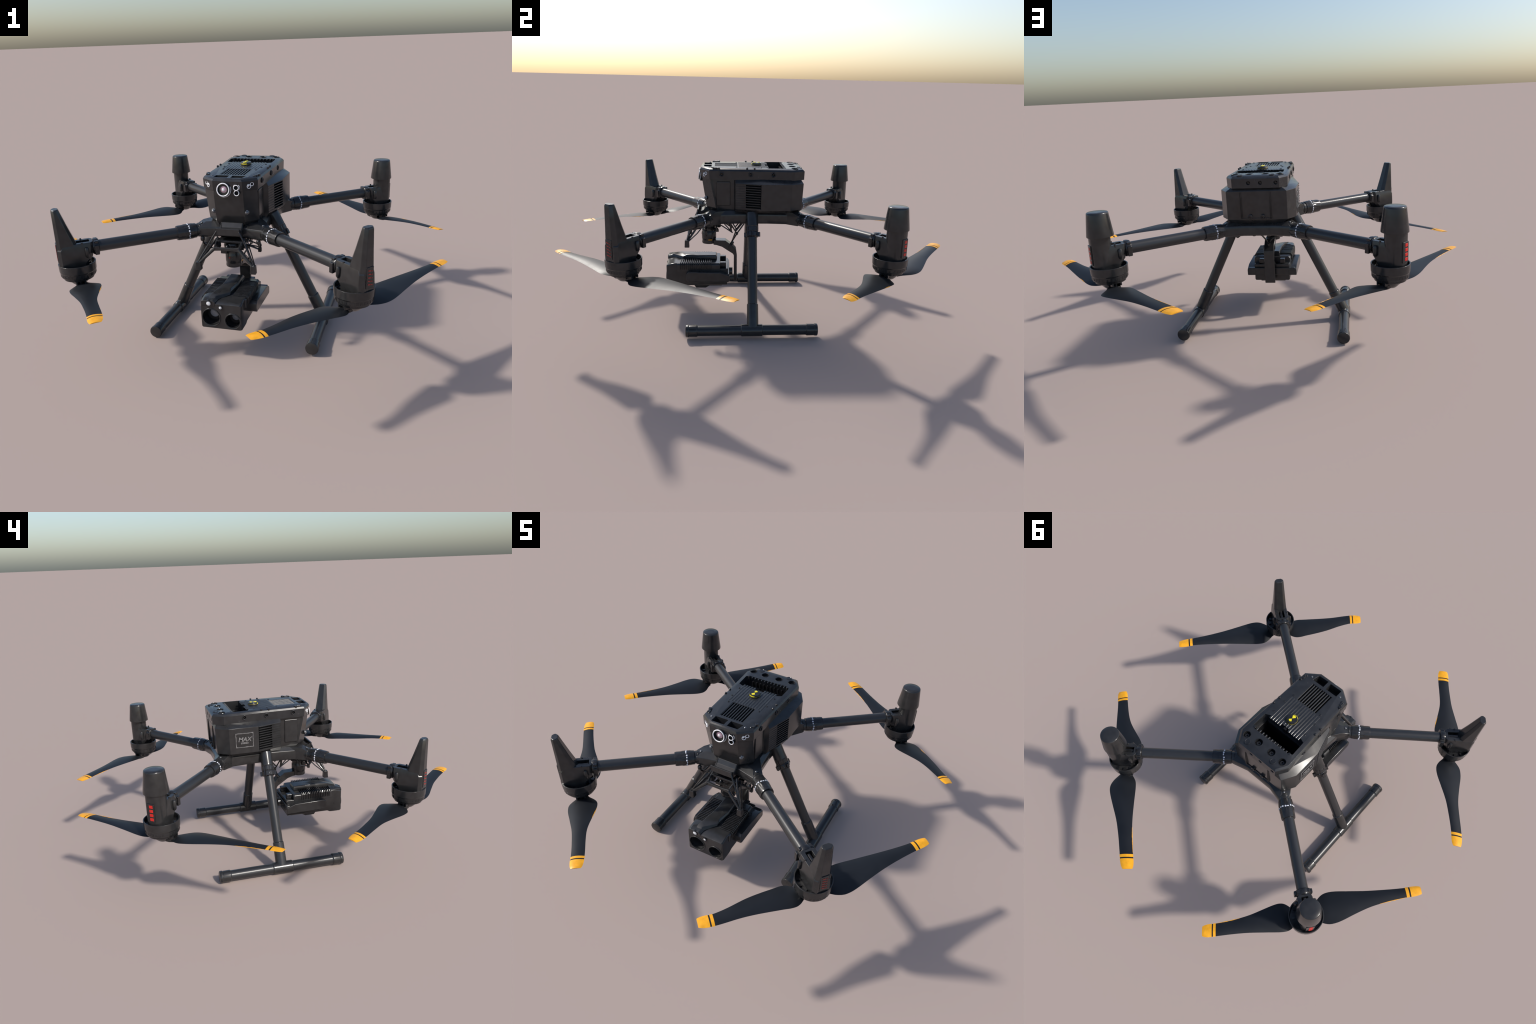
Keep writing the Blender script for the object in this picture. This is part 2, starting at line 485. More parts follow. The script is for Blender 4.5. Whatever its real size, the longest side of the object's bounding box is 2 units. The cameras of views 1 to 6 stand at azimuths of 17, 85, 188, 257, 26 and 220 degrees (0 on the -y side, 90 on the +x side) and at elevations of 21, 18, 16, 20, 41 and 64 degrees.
# front hinge lips and the underside tray
B = Build().loft([[(-.050, y, z), (.058, y, z), (.058, -.225, z), (-.050, -.225, z)] for z, y in ((.548, -.284), (.576, -.284), (.586, -.264), (.606, -.2500))])
put("chin_panel", B, frame, BODY, bevel=0.003)
B = Build()
for x, k in ((-.046, -1), (.054, 1)):
    B.loft([[(x - .0012, y - .002, z), (x + .0012, y - .002, z), (x + .0012, y + .012, z), (x - .0012, y + .012, z)] for z, y in ((.556, -.285), (.576, -.285), (.586, -.265), (.604, -.2515))])
put("hinge_gap", B, frame, DARK)
B = Build().box((.0, .0, .5285), (.22, .40, .008))
B.box((.03, -.02, .524), (.06, .16, .01))
put("belly_plate", B, frame, GLOSS, bevel=0.002)
B = Build()
for x, y in ((.105, .215), (-.105, .215), (.03, .20), (-.045, .205)):
    B.cyl((x, y, .535), (x, y, .518), .010, .008, 14)
put("belly_stud", B, frame, GLOSS, bevel=0.001)

# ------------------------------------------------------------------ arms
ALEN = .45
tube = Build().lathe([(.0268, 0), (.0268, ALEN)], 36).mesh("arm_tube"); finish(tube, CARBON)
SL = (SLEEVE_OUT - SLEEVE_IN).length
prof = [(.029, .000), (.0345, .004), (.0355, .018), (.0365, .022), (.0365, .060), (.0350, .066), (.0350, .088), (.0335, SL), (.027, SL + .001)]
sb = Build()
seg = 48
rings = []
for r, z in prof:
    ring = []
    for i in range(seg):
        a = 2 * math.pi * i / seg
        rr = r - (.0016 if (i % 4 == 0 and .018 < z < .07) else 0)
        ring.append((rr * math.cos(a), rr * math.sin(a), z))
    rings.append(ring)
sb.loft(rings)
sleeve = sb.mesh("clamp_sleeve"); finish(sleeve, GLOSS, 30)
db = Build()
rnd = random.Random(4)
for k in range(18):
    a = 2 * math.pi * k / 18 + rnd.uniform(-.04, .04)
    z = .041 + rnd.uniform(-.0022, .0022)
    M = Matrix.Translation((.0365 * math.cos(a), .0365 * math.sin(a), z)) @ Matrix.Rotation(a, 4, 'Z')
    db.ball((0, 0, 0), (.0020, rnd.uniform(.0034, .0056), rnd.uniform(.0028, .0046)), 10, 6, M)
dots = db.mesh("marker_dots"); finish(dots, DOT, 60)
for sx, sy in ((1, -1), (-1, -1), (1, 1), (-1, 1)):
    s = Vector((sx, sy, 1))
    d = axis_of(sx, sy) - SLEEVE_IN * s
    k = (d.length - .078) / ALEN
    arm = put("arm", tube, root, M=axis_matrix(SLEEVE_IN * s, d) @ Matrix.Diagonal((1, 1, k, 1)))
    put("clamp_sleeve", sleeve, arm, scale=(1, 1, 1 / k))
    put("marker_dots", dots, arm, scale=(1, 1, 1 / k), stuff=True)

# ------------------------------------------------------------------ motor pods
def pod_section(u0, u1, w, c, z):
    """Chamfered rectangle in the pod's own frame (u outward, w sideways)."""
    return [(u0 + c, -w, z), (u1 - c, -w, z), (u1, -w + c, z), (u1, w - c, z),
            (u1 - c, w, z), (u0 + c, w, z), (u0, w - c, z), (u0, -w + c, z)]

def bell_mesh():
    B = Build()
    B.lathe([(.0812, .5010), (.0812, .4990), (.0802, .466), (.0775, .462), (.0765, .446), (.0740, .440), (.030, .438), (.030, .474), (.0735, .476), (.0755, .4990), (.0760, .5010)], 56, closed=True)
    return B
bell_me = bell_mesh().mesh("motor_bell"); finish(bell_me, BODY, 35)
tb = Build()
for k in range(30):
    a = 2 * math.pi * k / 30
    M = Matrix.Rotation(a, 4, 'Z')
    tb.box((.0745, 0, .4535), (.006, .0105, .013), M)
teeth_me = tb.mesh("bell_teeth"); finish(teeth_me, GLOSS)
cb = Build()
for k in range(12):
    M = Matrix.Rotation(2 * math.pi * k / 12, 4, 'Z')
    cb.box((.060, 0, .476), (.016, .010, .012), M)
coil_me = cb.mesh("motor_coils"); finish(coil_me, GLOSS)

def housing(kind):
    B = Build()
    if kind == "fin":
        B.loft([pod_section(-.046, .070, .040, .014, .456), pod_section(-.048, .0755, .043, .014, .500),
                pod_section(-.070, .0755, .043, .014, .527), pod_section(-.078, .075, .040, .014, .570),
                pod_section(-.078, .060, .034, .012, .592)])
    else:
        B.loft([pod_section(-.046, .040, .038, .014, .456), pod_section(-.048, .040, .041, .014, .500),
                pod_section(-.070, .040, .040, .014, .527), pod_section(-.078, .040, .038, .014, .570),
                pod_section(-.078, .040, .033, .012, .590)])
    me = B.mesh("motor_pod"); finish(me, BODY)
    return me
def slot_cut():
    return Build().box((-.035, 0, .585), (.058, .030, .045))

fin_b = Build().loft([pod_section(-.026, .0755, .0400, .016, .540), pod_section(-.009, .0755, .0350, .015, .592),
                      pod_section(.0145, .0750, .0305, .0135, .660), pod_section(.041, .0745, .0250, .011, .744),
                      pod_section(.044, .0710, .0225, .010, .752)])
fin_me = fin_b.mesh("antenna_fin"); finish(fin_me, BODY)
def stem_ring(z):
    pts = []
    for i in range(36):
        a = 2 * math.pi * i / 36
        c, q = math.cos(a), math.sin(a)
        pts.append((.0240 + .0450 * math.copysign(abs(c) ** .75, c), .0405 * math.copysign(abs(q) ** .75, q), z))
    return pts
stem_b = Build().loft([stem_ring(z) for z in (.458, .56, .642)])
stem_me = stem_b.mesh("antenna_stem"); finish(stem_me, BODY)
cap_b = Build().lathe([(.020, .7380), (.0425, .7375), (.0450, .7355), (.0462, .730), (.0572, .640), (.0572, .634), (.044, .632)], 40, Matrix.Translation((.0185, 0, 0)))
cap_me = cap_b.mesh("antenna_cap"); finish(cap_me, BODY, 40)
col_b = Build()
CM = axis_matrix((-.104, 0, .560), (1, 0, 0))
col_b.lathe([(.027, 0), (.0345, .002), (.0360, .008), (.0360, .024), (.033, .030), (.02, .034)], 32, CM)
for w in (1, -1):
    col_b.box((-.090, w * .034, .553), (.020, .016, .044))
    col_b.box((-.091, w * .022, .586), (.018, .016, .012))
collar_me = col_b.mesh("arm_collar"); finish(collar_me, GLOSS)
lug_b = Build()
for w in (1, -1):
    lug_b.lathe([(.006, .528), (.0095, .534), (.0095, .568), (.006, .574)], 14, Matrix.Translation((-.046, w * .043, 0)))
    lug_b.lathe([(.004, .570), (.0055, .583), (.004, .596)], 12, Matrix.Translation((-.030, w * .031, 0)))
lug_me = lug_b.mesh("pod_lug"); finish(lug_me, BODY)
inner_b = Build().cyl((-.060, 0, .572), (-.012, 0, .572), .0115, .0115, 16)
inner_me = inner_b.mesh("slot_pin"); finish(inner_me, GLOSS)

panel_b = Build().box((.0000, 0, .556), (.006, .038, .086)); panel_me = panel_b.mesh("lamp_panel"); finish(panel_me, GLOSS)
red_b = [Build().box((.0030, .003, .556 + (k - 1.5) * .0195), (.0025, .018, .0135)) for k in range(4)]
red_me = [b_.mesh("indicator_lamp") for b_ in red_b]
for me in red_me: finish(me, RED)
dash_me = []
for k in range(5):
    B = Build()
    z = .556 + (k - 2) * .0140
    R = Matrix.Translation((.0030, 0, z)) @ Matrix.Rotation(math.radians(-12), 4, 'X')
    B.box((0, -.0045, 0), (.002, .014, .0042), R)
    B.box((0, .0090, 0), (.002, .0055 if k else .009, .0038), R)
    me = B.mesh("indicator_lamp"); finish(me, DULLRED); dash_me.append(me)

fin_house, cap_house = None, None
PODS = []
for kind, sx, sy in (("fin", 1, -1), ("fin", -1, -1), ("cap", 1, 1), ("cap", -1, 1)):
    ang = math.atan2(ADIR.y * sy, ADIR.x * sx)
    ax = axis_of(sx, sy)
    d = ax - SLEEVE_IN * Vector((sx, sy, 1))
    ang = math.atan2(d.y, d.x)
    M = Matrix.Translation((ax.x, ax.y, 0)) @ Matrix.Rotation(ang, 4, 'Z')
    if kind == "fin" and fin_house is None or kind == "cap" and cap_house is None:
        pod = put("motor_pod", housing(kind), root, M=M)
        bpy.context.view_layer.update()
        carve(pod, slot_cut())
        if kind == "fin": fin_house = pod.data
        else: cap_house = pod.data
    else:
        pod = put("motor_pod", fin_house if kind == "fin" else cap_house, root, M=M)
    bv = pod.modifiers.new("bevel", 'BEVEL'); bv.width = .003; bv.segments = 2; bv.angle_limit = math.radians(28); bv.harden_normals = True
    put("motor_bell", bell_me, pod, bevel=0.0012, seg=1)
    put("bell_teeth", teeth_me, pod, stuff=True)
    put("motor_coils", coil_me, pod, stuff=True)
    put("arm_collar", collar_me, pod, bevel=0.003)
    put("pod_lug", lug_me, pod)
    put("slot_pin", inner_me, pod)
    lx = (.0755, 0, 0) if kind == "fin" else (.0692, 0, 0)
    put("lamp_panel", panel_me, pod, loc=lx, bevel=0.002)
    if kind == "fin":
        put("antenna_fin", fin_me, pod, bevel=0.003)
        for me in dash_me: put("indicator_lamp", me, pod, loc=lx)
    else:
        put("antenna_stem", stem_me, pod)
        put("antenna_cap", cap_me, pod)
        for me in red_me: put("indicator_lamp", me, pod, loc=lx, bevel=0.001, seg=1)

# ------------------------------------------------------------------ propellers
BL = 0.55                                  # nominal blade length
BZ = .419                                  # height of the blade datum
def smooth_curve(knots, t):
    """Catmull-Rom through (t, value) knots."""
    for i in range(len(knots) - 1):
        if knots[i][0] <= t <= knots[i + 1][0] or i == len(knots) - 2:
            p0, p1, p2, p3 = knots[max(i - 1, 0)], knots[i], knots[i + 1], knots[min(i + 2, len(knots) - 1)]
            h = p2[0] - p1[0]; f = min(1, max(0, (t - p1[0]) / h))
            m1 = (p2[1] - p0[1]) / max(1e-6, p2[0] - p0[0]) * h
            m2 = (p3[1] - p1[1]) / max(1e-6, p3[0] - p1[0]) * h
            return ((2 * f ** 3 - 3 * f * f + 1) * p1[1] + (f ** 3 - 2 * f * f + f) * m1 + (-2 * f ** 3 + 3 * f * f) * p2[1] + (f ** 3 - f * f) * m2)
HEIGHT = [(.05, -.014), (.13, -.011), (.21, -.005), (.32, .000), (.56, .008), (.85, .014), (1, .0155)]
THICK = [(.05, .011), (.13, .010), (.21, .008), (.32, .0065), (.56, .0053), (.85, .0046), (.97, .004), (1, .0012)]
class Planform:
    """Chord and sweep of one blade from its width and centre offset at 25, 55 and 85 % span."""
    def __init__(self, w, o):
        a, b_, c = w
        self.w = [(.05, .30 * a), (.09, .45 * a), (.13, .73 * a), (.18, .95 * a), (.235, a), (.30, .94 * a), (.40, .5 * (a + b_)),
                  (.55, b_), (.70, .47 * (b_ + c)), (.85, c), (.92, .98 * c), (.96, .92 * c), (.985, .80 * c), (1, .66 * c)]
        self.o = [(.05, .45 * o[0]), (.14, .85 * o[0]), (.25, o[0]), (.55, o[1]), (.85, o[2]), (1, .3 * o[2])]
    def section(self, t, hand, grow, slant, m=9):
        w = smooth_curve(self.w, t) + 2 * grow
        o = smooth_curve(self.o, t)
        th = smooth_curve(THICK, t) + grow * 1.6
        z = smooth_curve(HEIGHT, t)
        ring = []
        for s_, rng in ((1, range(m + 1)), (-1, range(m - 1, 0, -1))):
            for k in rng:
                f = k / m
                y = hand * w * (.5 - f)
                h = th * .5 * (math.sin(math.pi * f ** .7) + .10)
                ring.append((t * BL + slant * y, o + y, z + .045 * w * math.sin(math.pi * f) + s_ * h))
        return ring
    def loft(self, t0, t1, hand, n, grow=0.0, slant=0.0):
        return Build().loft([self.section(t0 + (t1 - t0) * k / n, hand, grow, slant) for k in range(n + 1)])
    def paint(self, t0, t1, hand, n, seed):
        rnd = random.Random(seed); rings = []
        for k in range(n + 1):
            t = t0 + (t1 - t0) * k / n
            y = smooth_curve(self.o, t) - hand * (smooth_curve(self.w, t) * .5 - .0004)
            w = .0016 * rnd.uniform(.4, 1.2) * math.sin(math.pi * (k + .15) / (n + .3)) + .0003
            c = Vector((t * BL, y, smooth_curve(HEIGHT, t)))
            rings.append([c + Vector((0, w * math.cos(q), w * math.sin(q) * .8)) for q in [2 * math.pi * i / 6 for i in range(6)]])
        return Build().loft(rings)
PAINT = {0: (.62, .865, 18, 1), 1: (.27, .42, 12, 2)}

hub_b = Build()
hub_b.lathe([(.016, .394), (.024, .397), (.032, .404), (.044, .418), (.052, .430), (.056, .445)], 32)
hub_b.lathe([(.056, .424), (.066, .429), (.068, .443)], 36)
hub_me = hub_b.mesh("propeller"); finish(hub_me, GLOSS)
root_b = Build()
root_b.loft([[(.005, -.018, z), (.040, -.022, z), (.064, -.015, z), (.070, 0, z), (.064, .015, z), (.040, .022, z), (.005, .018, z)] for z in (-.020, -.004)])
root_b.cyl((.046, 0, -.024), (.046, 0, .012), .0080, .0080, 14)
for w in (-.018, .018):
    root_b.box((.046, w, .010), (.036, .008, .026))
root_me = root_b.mesh("blade_grip"); finish(root_me, GLOSS)
TIPS = {  # pod -> (hand, ((tip x, tip y, pitch with the +y edge up, widths, offsets, paint), ...)), world metres
    (1, -1): (1, ((.279, -.968, 4, (.123, .089, .058), (-.007, -.005, .010), None),
                  (.951, -.107, -2, (.158, .092, .050), (.000, .001, -.002), None))),
    (-1, -1): (-1, ((-.305, -.992, 3, (.135, .068, .058), (.010, .005, .007), 1),
                    (-.946, -.166, -6, (.132, .066, .053), (-.017, -.010, .001), None))),
    (1, 1): (-1, ((.944, .327, -8, (.140, .080, .055), (-.005, .011, .005), 1),
                  (.168, .984, 1, (.133, .080, .064), (-.032, -.020, -.009), 0))),
    (-1, 1): (1, ((-.945, .130, -7, (.151, .080, .048), (.023, .021, .009), 0),
                  (-.301, .955, 6, (.135, .080, .059), (-.019, -.006, .001), 0))),
}
for (sx, sy), (hand, tips) in TIPS.items():
    ax = axis_of(sx, sy)
    prop = put("propeller", hub_me, root, loc=(ax.x, ax.y, 0))
    for tx, ty, pitch, widths, offs, tr in tips:
        dx, dy = tx - X0 - ax.x, ty - ax.y
        L, ang = math.hypot(dx, dy), math.atan2(dy, dx)
        pf = Planform(widths, offs)
        kw = dict(loc=(0, 0, BZ), rot=(math.radians(pitch), 0, ang), scale=(L / BL, 1, 1))
        put("blade", pf.loft(.055, .915, hand, 46), prop, BLADE, angle=70, **kw)
        put("blade_tip", pf.loft(.906, .998, hand, 16, .0012, .10), prop, YELLOW, angle=50, **kw)
        put("tip_band", pf.loft(.868, .893, hand, 4, .0012, .10), prop, YELLOW, angle=50, **kw)
        put("blade_grip", root_me, prop, loc=(0, 0, BZ), rot=(0, 0, ang), bevel=0.0015, seg=1)
        if tr is not None:
            put("edge_paint", pf.paint(*PAINT[tr][:2], hand, *PAINT[tr][2:]), prop, YELLOW, **kw)

# ------------------------------------------------------------------ landing gear
for side in (1, -1):
    s = Vector((side, 1, 1))
    skz = .0390 if side > 0 else .0325
    LEG_TOP, LEG_BOT = Vector((.137, -.010, .585)), Vector((.400, -.012, skz + .002))
    d = (LEG_BOT - LEG_TOP)
    L = d.length; dn = d.normalized()
    leg = put("landing_leg", Build().lathe([(.0252, 0), (.0252, L)], 32), root, CARBON, M=axis_matrix(LEG_TOP * s, d * s))
    B = Build().lathe([(.020, -.012), (.031, -.006), (.0325, .004), (.0325, .058), (.0335, .066), (.030, .074)], 32)
    put("leg_socket", B, leg, BODY, bevel=0.002)
    B = Build()
    seg = 40; rings = []
    for r, z in ((.028, .066), (.0335, .070), (.0335, .092), (.0315, .095), (.0345, .100), (.0345, .120), (.027, .126)):
        rings.append([((r - .003 * (i % 5 == 0)) * math.cos(2 * math.pi * i / seg), (r - .003 * (i % 5 == 0)) * math.sin(2 * math.pi * i / seg), z) for i in range(seg)])
    B.loft(rings)
    for a in (20, 110, 200, 290):
        B.box((.036, 0, .111), (.014, .014, .024), Matrix.Rotation(math.radians(a), 4, 'Z'))
    put("leg_clamp", B, leg, GLOSS, bevel=0.0015, seg=1)
    B = Build().lathe([(.0242, L - .135), (.0290, L - .130), (.0295, L - .04), (.030, L - .01)], 32)
    put("leg_cuff", B, leg, BODY, bevel=0.002)
    # skid
    p0, p1 = Vector((.400 * side, -.352, skz)), Vector((.400 * side, .322, skz))
    sk = put("landing_skid", Build().lathe([(.0268, .004), (.0268, (p1 - p0).length - .004)], 32), root, CARBON, M=axis_matrix(p0, p1 - p0))
    SLn = (p1 - p0).length
    B = Build().lathe([(.0270, SLn * .5 - .058), (.0312, SLn * .5 - .054), (.0312, SLn * .5 + .050), (.0270, SLn * .5 + .054)], 32)
    put("skid_joint", B, sk, BODY, bevel=0.002)
    for z0, sg in ((0, 1), (SLn, -1)):
        B = Build().lathe([(.024, z0), (.0300, z0 + sg * .002), (.0318, z0 + sg * .006), (.0318, z0 + sg * .016), (.0295, z0 + sg * .019), (.0300, z0 + sg * .022), (.0305, z0 + sg * .056), (.0270, z0 + sg * .062)], 32)
        put("skid_cap", B, sk, BODY, angle=30)

# ------------------------------------------------------------------ gimbal
B = Build().lathe([(.030, .388), (.0375, .390), (.0390, .396), (.0375, .402), (.0375, .412), (.0395, .416), (.0395, .452), (.037, .456), (.037, .478), (.0440, .486), (.0450, .496), (.040, .508), (.022, .516)], 40, Matrix.Translation((.002, -.240, 0)))
gimbal = put("gimbal", B, root, GLOSS)
B = Build().box((.003, -.235, .523), (.125, .115, .012))
B.box((-.020, -.225, .512), (.05, .07, .016)); B.box((.045, -.20, .508), (.05, .05, .016))
B.box((.0, -.155, .520), (.09, .06, .014))
put("gimbal_mount", B, gimbal, GLOSS, bevel=0.003)
B = Build()
for x, y in ((-.055, -.285), (.060, -.285), (-.055, -.185), (.060, -.185)):
    B.lathe([(.007, .492), (.0115, .497), (.0115, .512), (.008, .517)], 14, Matrix.Translation((x, y, 0)))
put("damper_ball", B, gimbal, DARK)
B = Build().ball((-.012, -.277, .487), (.010, .022, .022)); B.box((-.035, -.262, .468), (.03, .03, .02))
B.loft([[(.03, -.225, z), (.075, -.215, z), (.070, -.185, z), (.03, -.19, z)] for z in (.468, .482)])
put("gimbal_motor", B, gimbal, GLOSS, bevel=0.003)
put("gimbal_mark", Build().box((.0395, -.233, .414), (.004, .020, .0045)), gimbal, YELLOW)
put("gimbal_mark", Build().box((-.006, -.280, .441), (.006, .003, .004)), gimbal, DULLRED)
ARM = [(-.215, .411), (-.150, .409), (-.131, .394), (-.108, .378), (-.091, .357), (-.086, .325), (-.086, .176), (-.090, .172), (-.100, .172), (-.1025, .176), (-.1025, .322), (-.108, .333), (-.137, .352), (-.168, .373), (-.198, .383), (-.215, .385)]
B = Build().prism([(y, z) for y, z in ARM], -.0180, .0375, Matrix(((0, 0, 1, 0), (1, 0, 0, 0), (0, 1, 0, 0), (0, 0, 0, 1))))
garm = put("gimbal_arm", B, gimbal, BODY, bevel=0.004)
B = Build()
for x in (.039, -.0195):
    B.cyl((x - .003, -.122, .370), (x + .003, -.122, .370), .012, .012, 18)
B.cyl((.010, -.115, .382), (.010, -.108, .398), .010, .008, 14)
B.cyl((.010, -.110, .222), (.010, -.150, .222), .024, .024, 24)
put("gimbal_joint", B, gimbal, GLOSS, bevel=0.0015)

# ------------------------------------------------------------------ camera payload
CX = .004
def xo(pts, y):
    return [(CX + x, y, z) for x, z in pts]
# lower body with belly, lofted front to rear
def low(w, z0, z1, c):
    return [(-w + c, z0), (w - c, z0), (w, z0 + c), (w, z1 - c), (w - c, z1), (-w + c, z1), (-w, z1 - c), (-w, z0 + c)]
B = Build().loft([xo(low(.0955, .164, .288, .005), -.4690), xo(low(.0985, .161, .292, .005), -.4600), xo(low(.0985, .161, .300, .005), -.425), xo(low(.0985, .162, .298, .005), -.400), xo(low(.0985, .170, .262, .005), -.385), xo(low(.0985, .172, .260, .005), -.140)])
cam = put("camera_payload", B, root, BODY)
cut = Build()
for x, z, r in ((-.043, .2185, .0435), (.060, .2085, .0370)):
    cut.cyl((x, -.425, z), (x, -.48, z), r * .93, r, 36)
carve(cam, cut)
soften(cam, .0025)
for x, z, r in ((-.043, .2185, .0435), (.060, .2085, .0370)):
    B = Build().ring(axis_matrix((x, -.4695, z), (0, -1, 0)), r, .0030, 40, 8)
    put("lens_rim", B, cam, BODY)
    B = Build().lathe([(r * .94, 0), (r * .92, .030), (r * .75, .012), (r * .70, .004)], 36, axis_matrix((x, -.428, z), (0, -1, 0)))
    put("lens_tunnel", B, cam, DARK)
    B = Build().lathe([(r * .74, 0), (r * .70, .004), (r * .45, .0085), (r * .12, .010)], 36, axis_matrix((x + .004, -.424, z + .006), (0, -1, 0)))
    put("lens_glass", B, cam, GLASS)
for x, z, r, y in ((-.052, .2885, .0115, -.4700), (.004, .2725, .0080, -.4700)):
    B = Build().lathe([(r * 1.5, 0), (r * 1.45, .009), (r * 1.05, .010), (r, .004)], 28, axis_matrix((x, y + .006, z), (0, -1, 0)))
    put("sensor_barrel", B, cam, GLOSS)
    B = Build().ball((x, y - .0005, z), (r, .004, r), 20, 10)
    put("sensor_lens", B, cam, PALE)
# hood over the sensor, taller on the -x half
B = Build().loft([
    [(-.088, -.471, .276), (-.022, -.471, .276), (-.022, -.471, .296), (-.032, -.471, .303), (-.078, -.471, .303), (-.090, -.471, .296)],
    [(-.090, -.445, .276), (-.014, -.445, .276), (-.016, -.445, .301), (-.028, -.445, .309), (-.078, -.445, .308), (-.092, -.445, .300)],
    [(-.092, -.400, .276), (.006, -.400, .276), (.004, -.400, .304), (-.012, -.400, .312), (-.070, -.400, .310), (-.094, -.400, .301)]])
put("sensor_hood", B, cam, BODY, bevel=0.003)
# finned flat-topped upper box
UP = [(-.101, .252), (.105, .252), (.105, .256), (.105, .291), (.097, .299), (-.093, .299), (-.101, .291), (-.101, .256)]
B = Build().loft([xo([(x * .98, z) for x, z in UP], -.412), xo(UP, -.405), xo(UP, -.184), xo([(x * .98, z - .003 * (z > .29)) for x, z in UP], -.178)])
put("heat_sink", B, cam, BODY, bevel=0.003)
for side in (1, -1):
    for k in range(17):
        y = -.393 + k * .0103
        prof = [(.1085, .266), (.1085, .296), (.101, .3065), (.036, .3070), (.036, .298), (.095, .298), (.101, .290), (.101, .266)]
        B = Build()
        w = random.uniform(.0040, .0054)
        B.loft([[(CX + .002 + side * x, yy, z + random.uniform(-.0006, .0006)) for x, z in prof] for yy in (y - w / 2, y + w / 2)])
        put("heat_fin", B, cam, GLOSS, bevel=0.0012, seg=1)
# dorsal strip
B = Build().loft([[(x + CX, y, z) for x, y in o] for z, o in (
    (.299, [(-.040, -.196), (.032, -.196), (.034, -.300), (.022, -.385), (-.030, -.462), (-.062, -.462), (-.050, -.400), (-.040, -.320)]),
    (.314, [(-.040, -.196), (.032, -.196), (.034, -.300), (.022, -.385), (-.032, -.440), (-.060, -.440), (-.050, -.400), (-.040, -.320)]),
    (.324, [(-.035, -.202), (.027, -.202), (.029, -.298), (.016, -.360), (-.026, -.392), (-.046, -.392), (-.044, -.375), (-.035, -.318)]))])
put("dorsal_strip", B, cam, BODY, bevel=0.003)
# side wings and rear slab
for side in (1, -1):
    B = Build()
    side_prof = [(-.350, .206), (-.135, .203), (-.127, .208), (-.127, .240), (-.178, .258), (-.345, .262), (-.360, .254), (-.365, .236), (-.362, .214)]
    B.loft([[(CX + side * x, y, z) for y, z in side_prof] for x in (.094, .1385)])
    put("side_wing", B, cam, BODY, bevel=0.004)
B = Build().loft([[(CX + x, y, z) for x, y in ((-.132, -.22), (.132, -.22), (.132, -.128), (-.132, -.128))] for z in (.205, .248)])
B.loft([[(CX + x, y, z) for x, y in ((-.100, -.20), (.100, -.20), (.098, -.135), (-.098, -.135))] for z in (.25, .268)])
put("rear_slab", B, cam, BODY, bevel=0.004)
B = Build().loft([[(CX + x, y, z) for y, z in ((-.330, .172), (-.312, .146), (-.258, .146), (-.238, .158), (-.170, .158), (-.160, .172))] for x in (-.070, .070)])
put("camera_belly", B, cam, BODY, bevel=0.003)
for x in (.062, -.055):
    B = Build().box((x, -.163, .2815), (.030, .034, .026))
    put("rear_plug", B, cam, GLOSS, bevel=0.004)
put("side_button", Build().cyl((CX - .0975, -.425, .212), (CX - .1000, -.425, .212), .006, .0055, 16), cam, GLOSS)

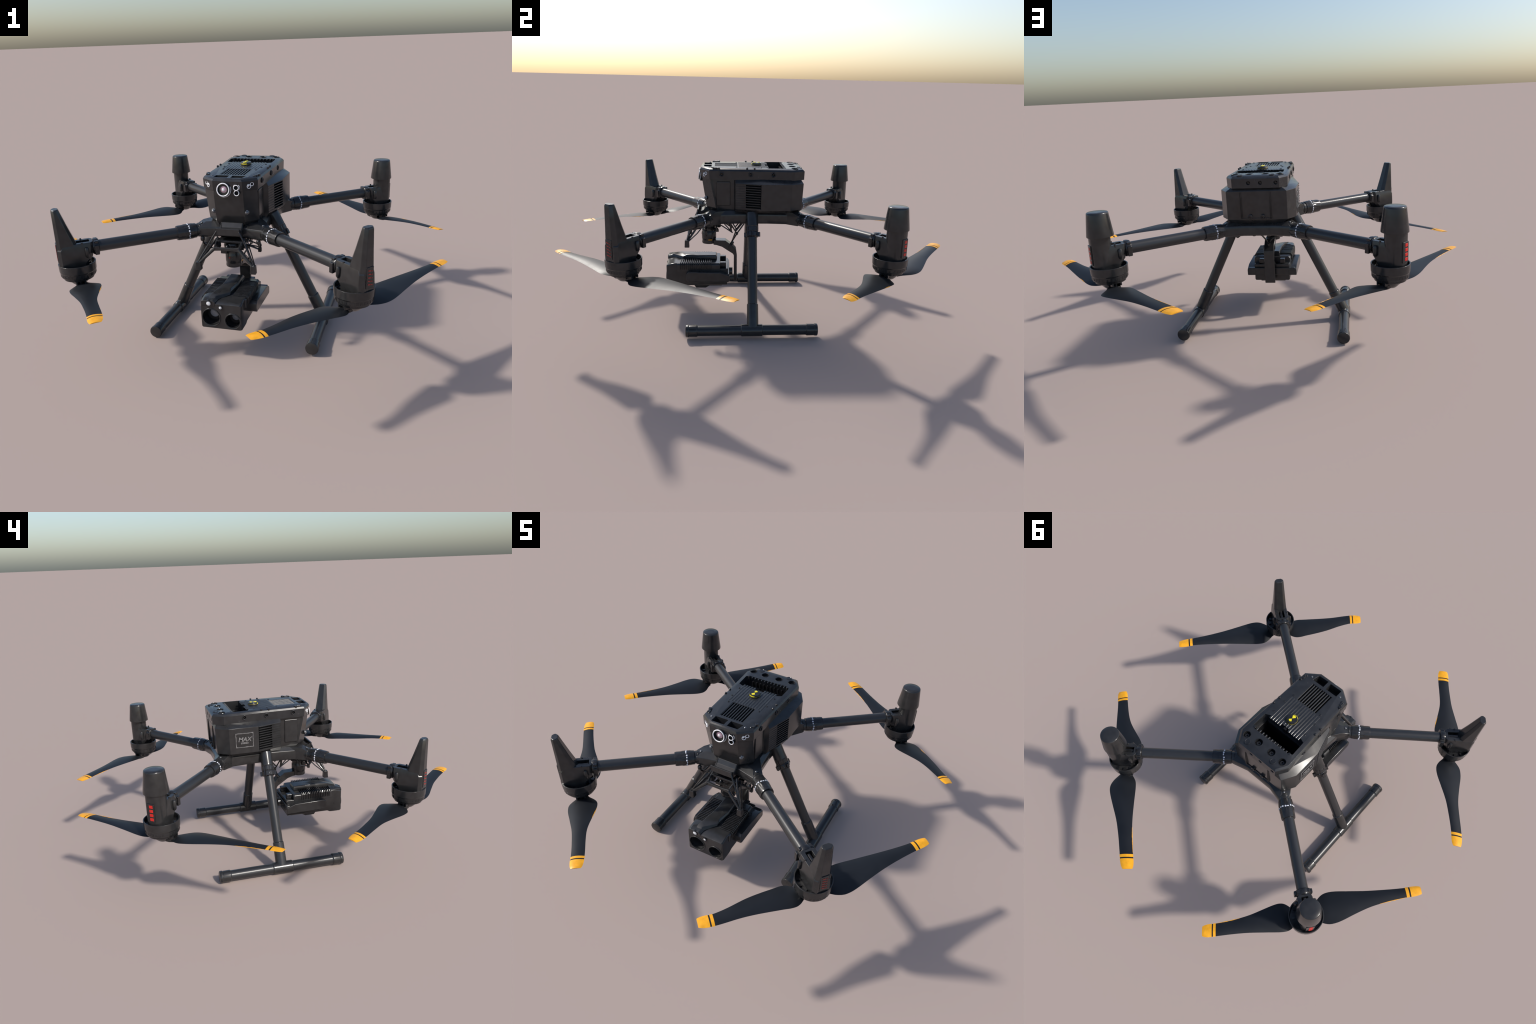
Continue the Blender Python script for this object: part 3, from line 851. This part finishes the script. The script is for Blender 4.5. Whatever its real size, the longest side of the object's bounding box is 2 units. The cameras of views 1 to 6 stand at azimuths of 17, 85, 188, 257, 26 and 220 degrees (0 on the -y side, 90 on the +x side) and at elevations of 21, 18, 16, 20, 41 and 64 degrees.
# ------------------------------------------------------------------ gimbal guard
B = Build().loft([[(-.060, -.300, z), (.054, -.300, z), (.056, -.292, z), (-.062, -.292, z)] for z in (.556, .590)])
for s in (1, -1):
    B.loft([[(s * .050 - .003, -.300, .588), (s * .056 - .003, -.292, .590), (s * .056 - .003, -.262, .570), (s * .050 - .003, -.262, .565)],
            [(s * .052 - .003, -.300, .556), (s * .058 - .003, -.292, .556), (s * .058 - .003, -.262, .545), (s * .052 - .003, -.262, .545)]])
guard = put("gimbal_guard", B, root, BODY, bevel=0.003)
for s in (1, -1):
    bx = s * .1325 - .001
    blk = Vector((bx, -.353, .421))
    B = Build().box(blk, (.028, .026, .040), None, .85)
    put("guard_block", B, guard, GLOSS, bevel=0.003)
    B = Build()
    top = Vector((s * .055 - .003, -.298, .575))
    B.rod([top, top + Vector((s * .022, -.010, -.035)), blk + Vector((s * .004, 0, .016))], .0042, 10)
    B.rod([Vector((s * .066, -.268, .535)), Vector((s * .088, -.300, .500)), blk + Vector((-s * .002, .006, .016))], .0055, 10)
    B.rod([Vector((s * .078, -.255, .520)), Vector((s * .110, -.300, .470)), blk + Vector((s * .006, .008, .012))], .0030, 8)
    put("guard_rod", B, guard, GLOSS)
    # arch leg, flat bar
    a = Vector((s * .0575 - .001, -.3315, .5045)); c = blk + Vector((0, 0, .012))
    B = Build().cyl(a, c, .0085, .0065, 10)
    B.rod([a, a + Vector((s * .004, .03, .012)), Vector((s * .062, -.268, .530))], .006, 10)
    put("guard_arch", B, guard, BODY)
B = Build().loft([[(x, -.3375, z0), (x, -.3255, z0), (x, -.3255, z1), (x, -.3375, z1)] for x, z0, z1 in ((-.064, .492, .512), (-.03, .495, .510), (.03, .495, .510), (.062, .492, .514))])
put("guard_arch", B, guard, BODY, bevel=0.003)
B = Build().rod([(-.092, -.298, .493), (.066, -.288, .490)], .0034)
put("guard_rod", B, guard, GLOSS)
for s in (1, -1):                        # wire cage beside and behind the gimbal
    B = Build()
    k = Vector((s * .137, -.276, .530)); r = Vector((s * .136, -.252, .482))
    B.rod([k, k + Vector((0, .008, -.028)), r, Vector((s * .060, -.250, .506))], .0045)
    B.rod([r, Vector((s * .128, -.205, .486)), Vector((s * .110, -.190, .528))], .0042)
    B.rod([Vector((s * .060, -.225, .520)), Vector((s * .128, -.205, .486))], .0032)
    B.rod([Vector((s * .085, -.275, .512)), r + Vector((0, -.006, .016))], .0032)
    B.rod([(s * .052, -.175, .531), (s * .052, -.112, .460), (s * .052, -.172, .500)], .0032)
    B.loft([[(s * .048, y - .005, z), (s * .055, y - .005, z), (s * .055, y + .005, z), (s * .048, y + .005, z)] for y, z in ((-.126, .530), (-.118, .466))])
    B.rod([(s * .048, -.135, .530), (s * .045, -.087, .452), (s * .045, -.050, .505)], .0038)
    B.rod([(s * .045, -.090, .470), (s * .045, -.040, .531)], .0036)
    B.ball((s * .045, -.087, .452), (.0075, .0075, .0085))
    put("guard_wire", B, guard, GLOSS)
    B = Build().lathe([(.006, .515), (.011, .520), (.011, .532), (.007, .538)], 12, Matrix.Translation((k.x, k.y, 0)))
    B.box(r, (.016, .014, .022))
    put("guard_foot", B, guard, GLOSS, bevel=0.002, seg=1)
B = Build()
B.rod([(.045, -.087, .452), (.012, -.112, .400)], .0045)
B.rod([(-.045, -.087, .452), (.008, -.112, .400)], .0035)
put("guard_link", B, guard, GLOSS)
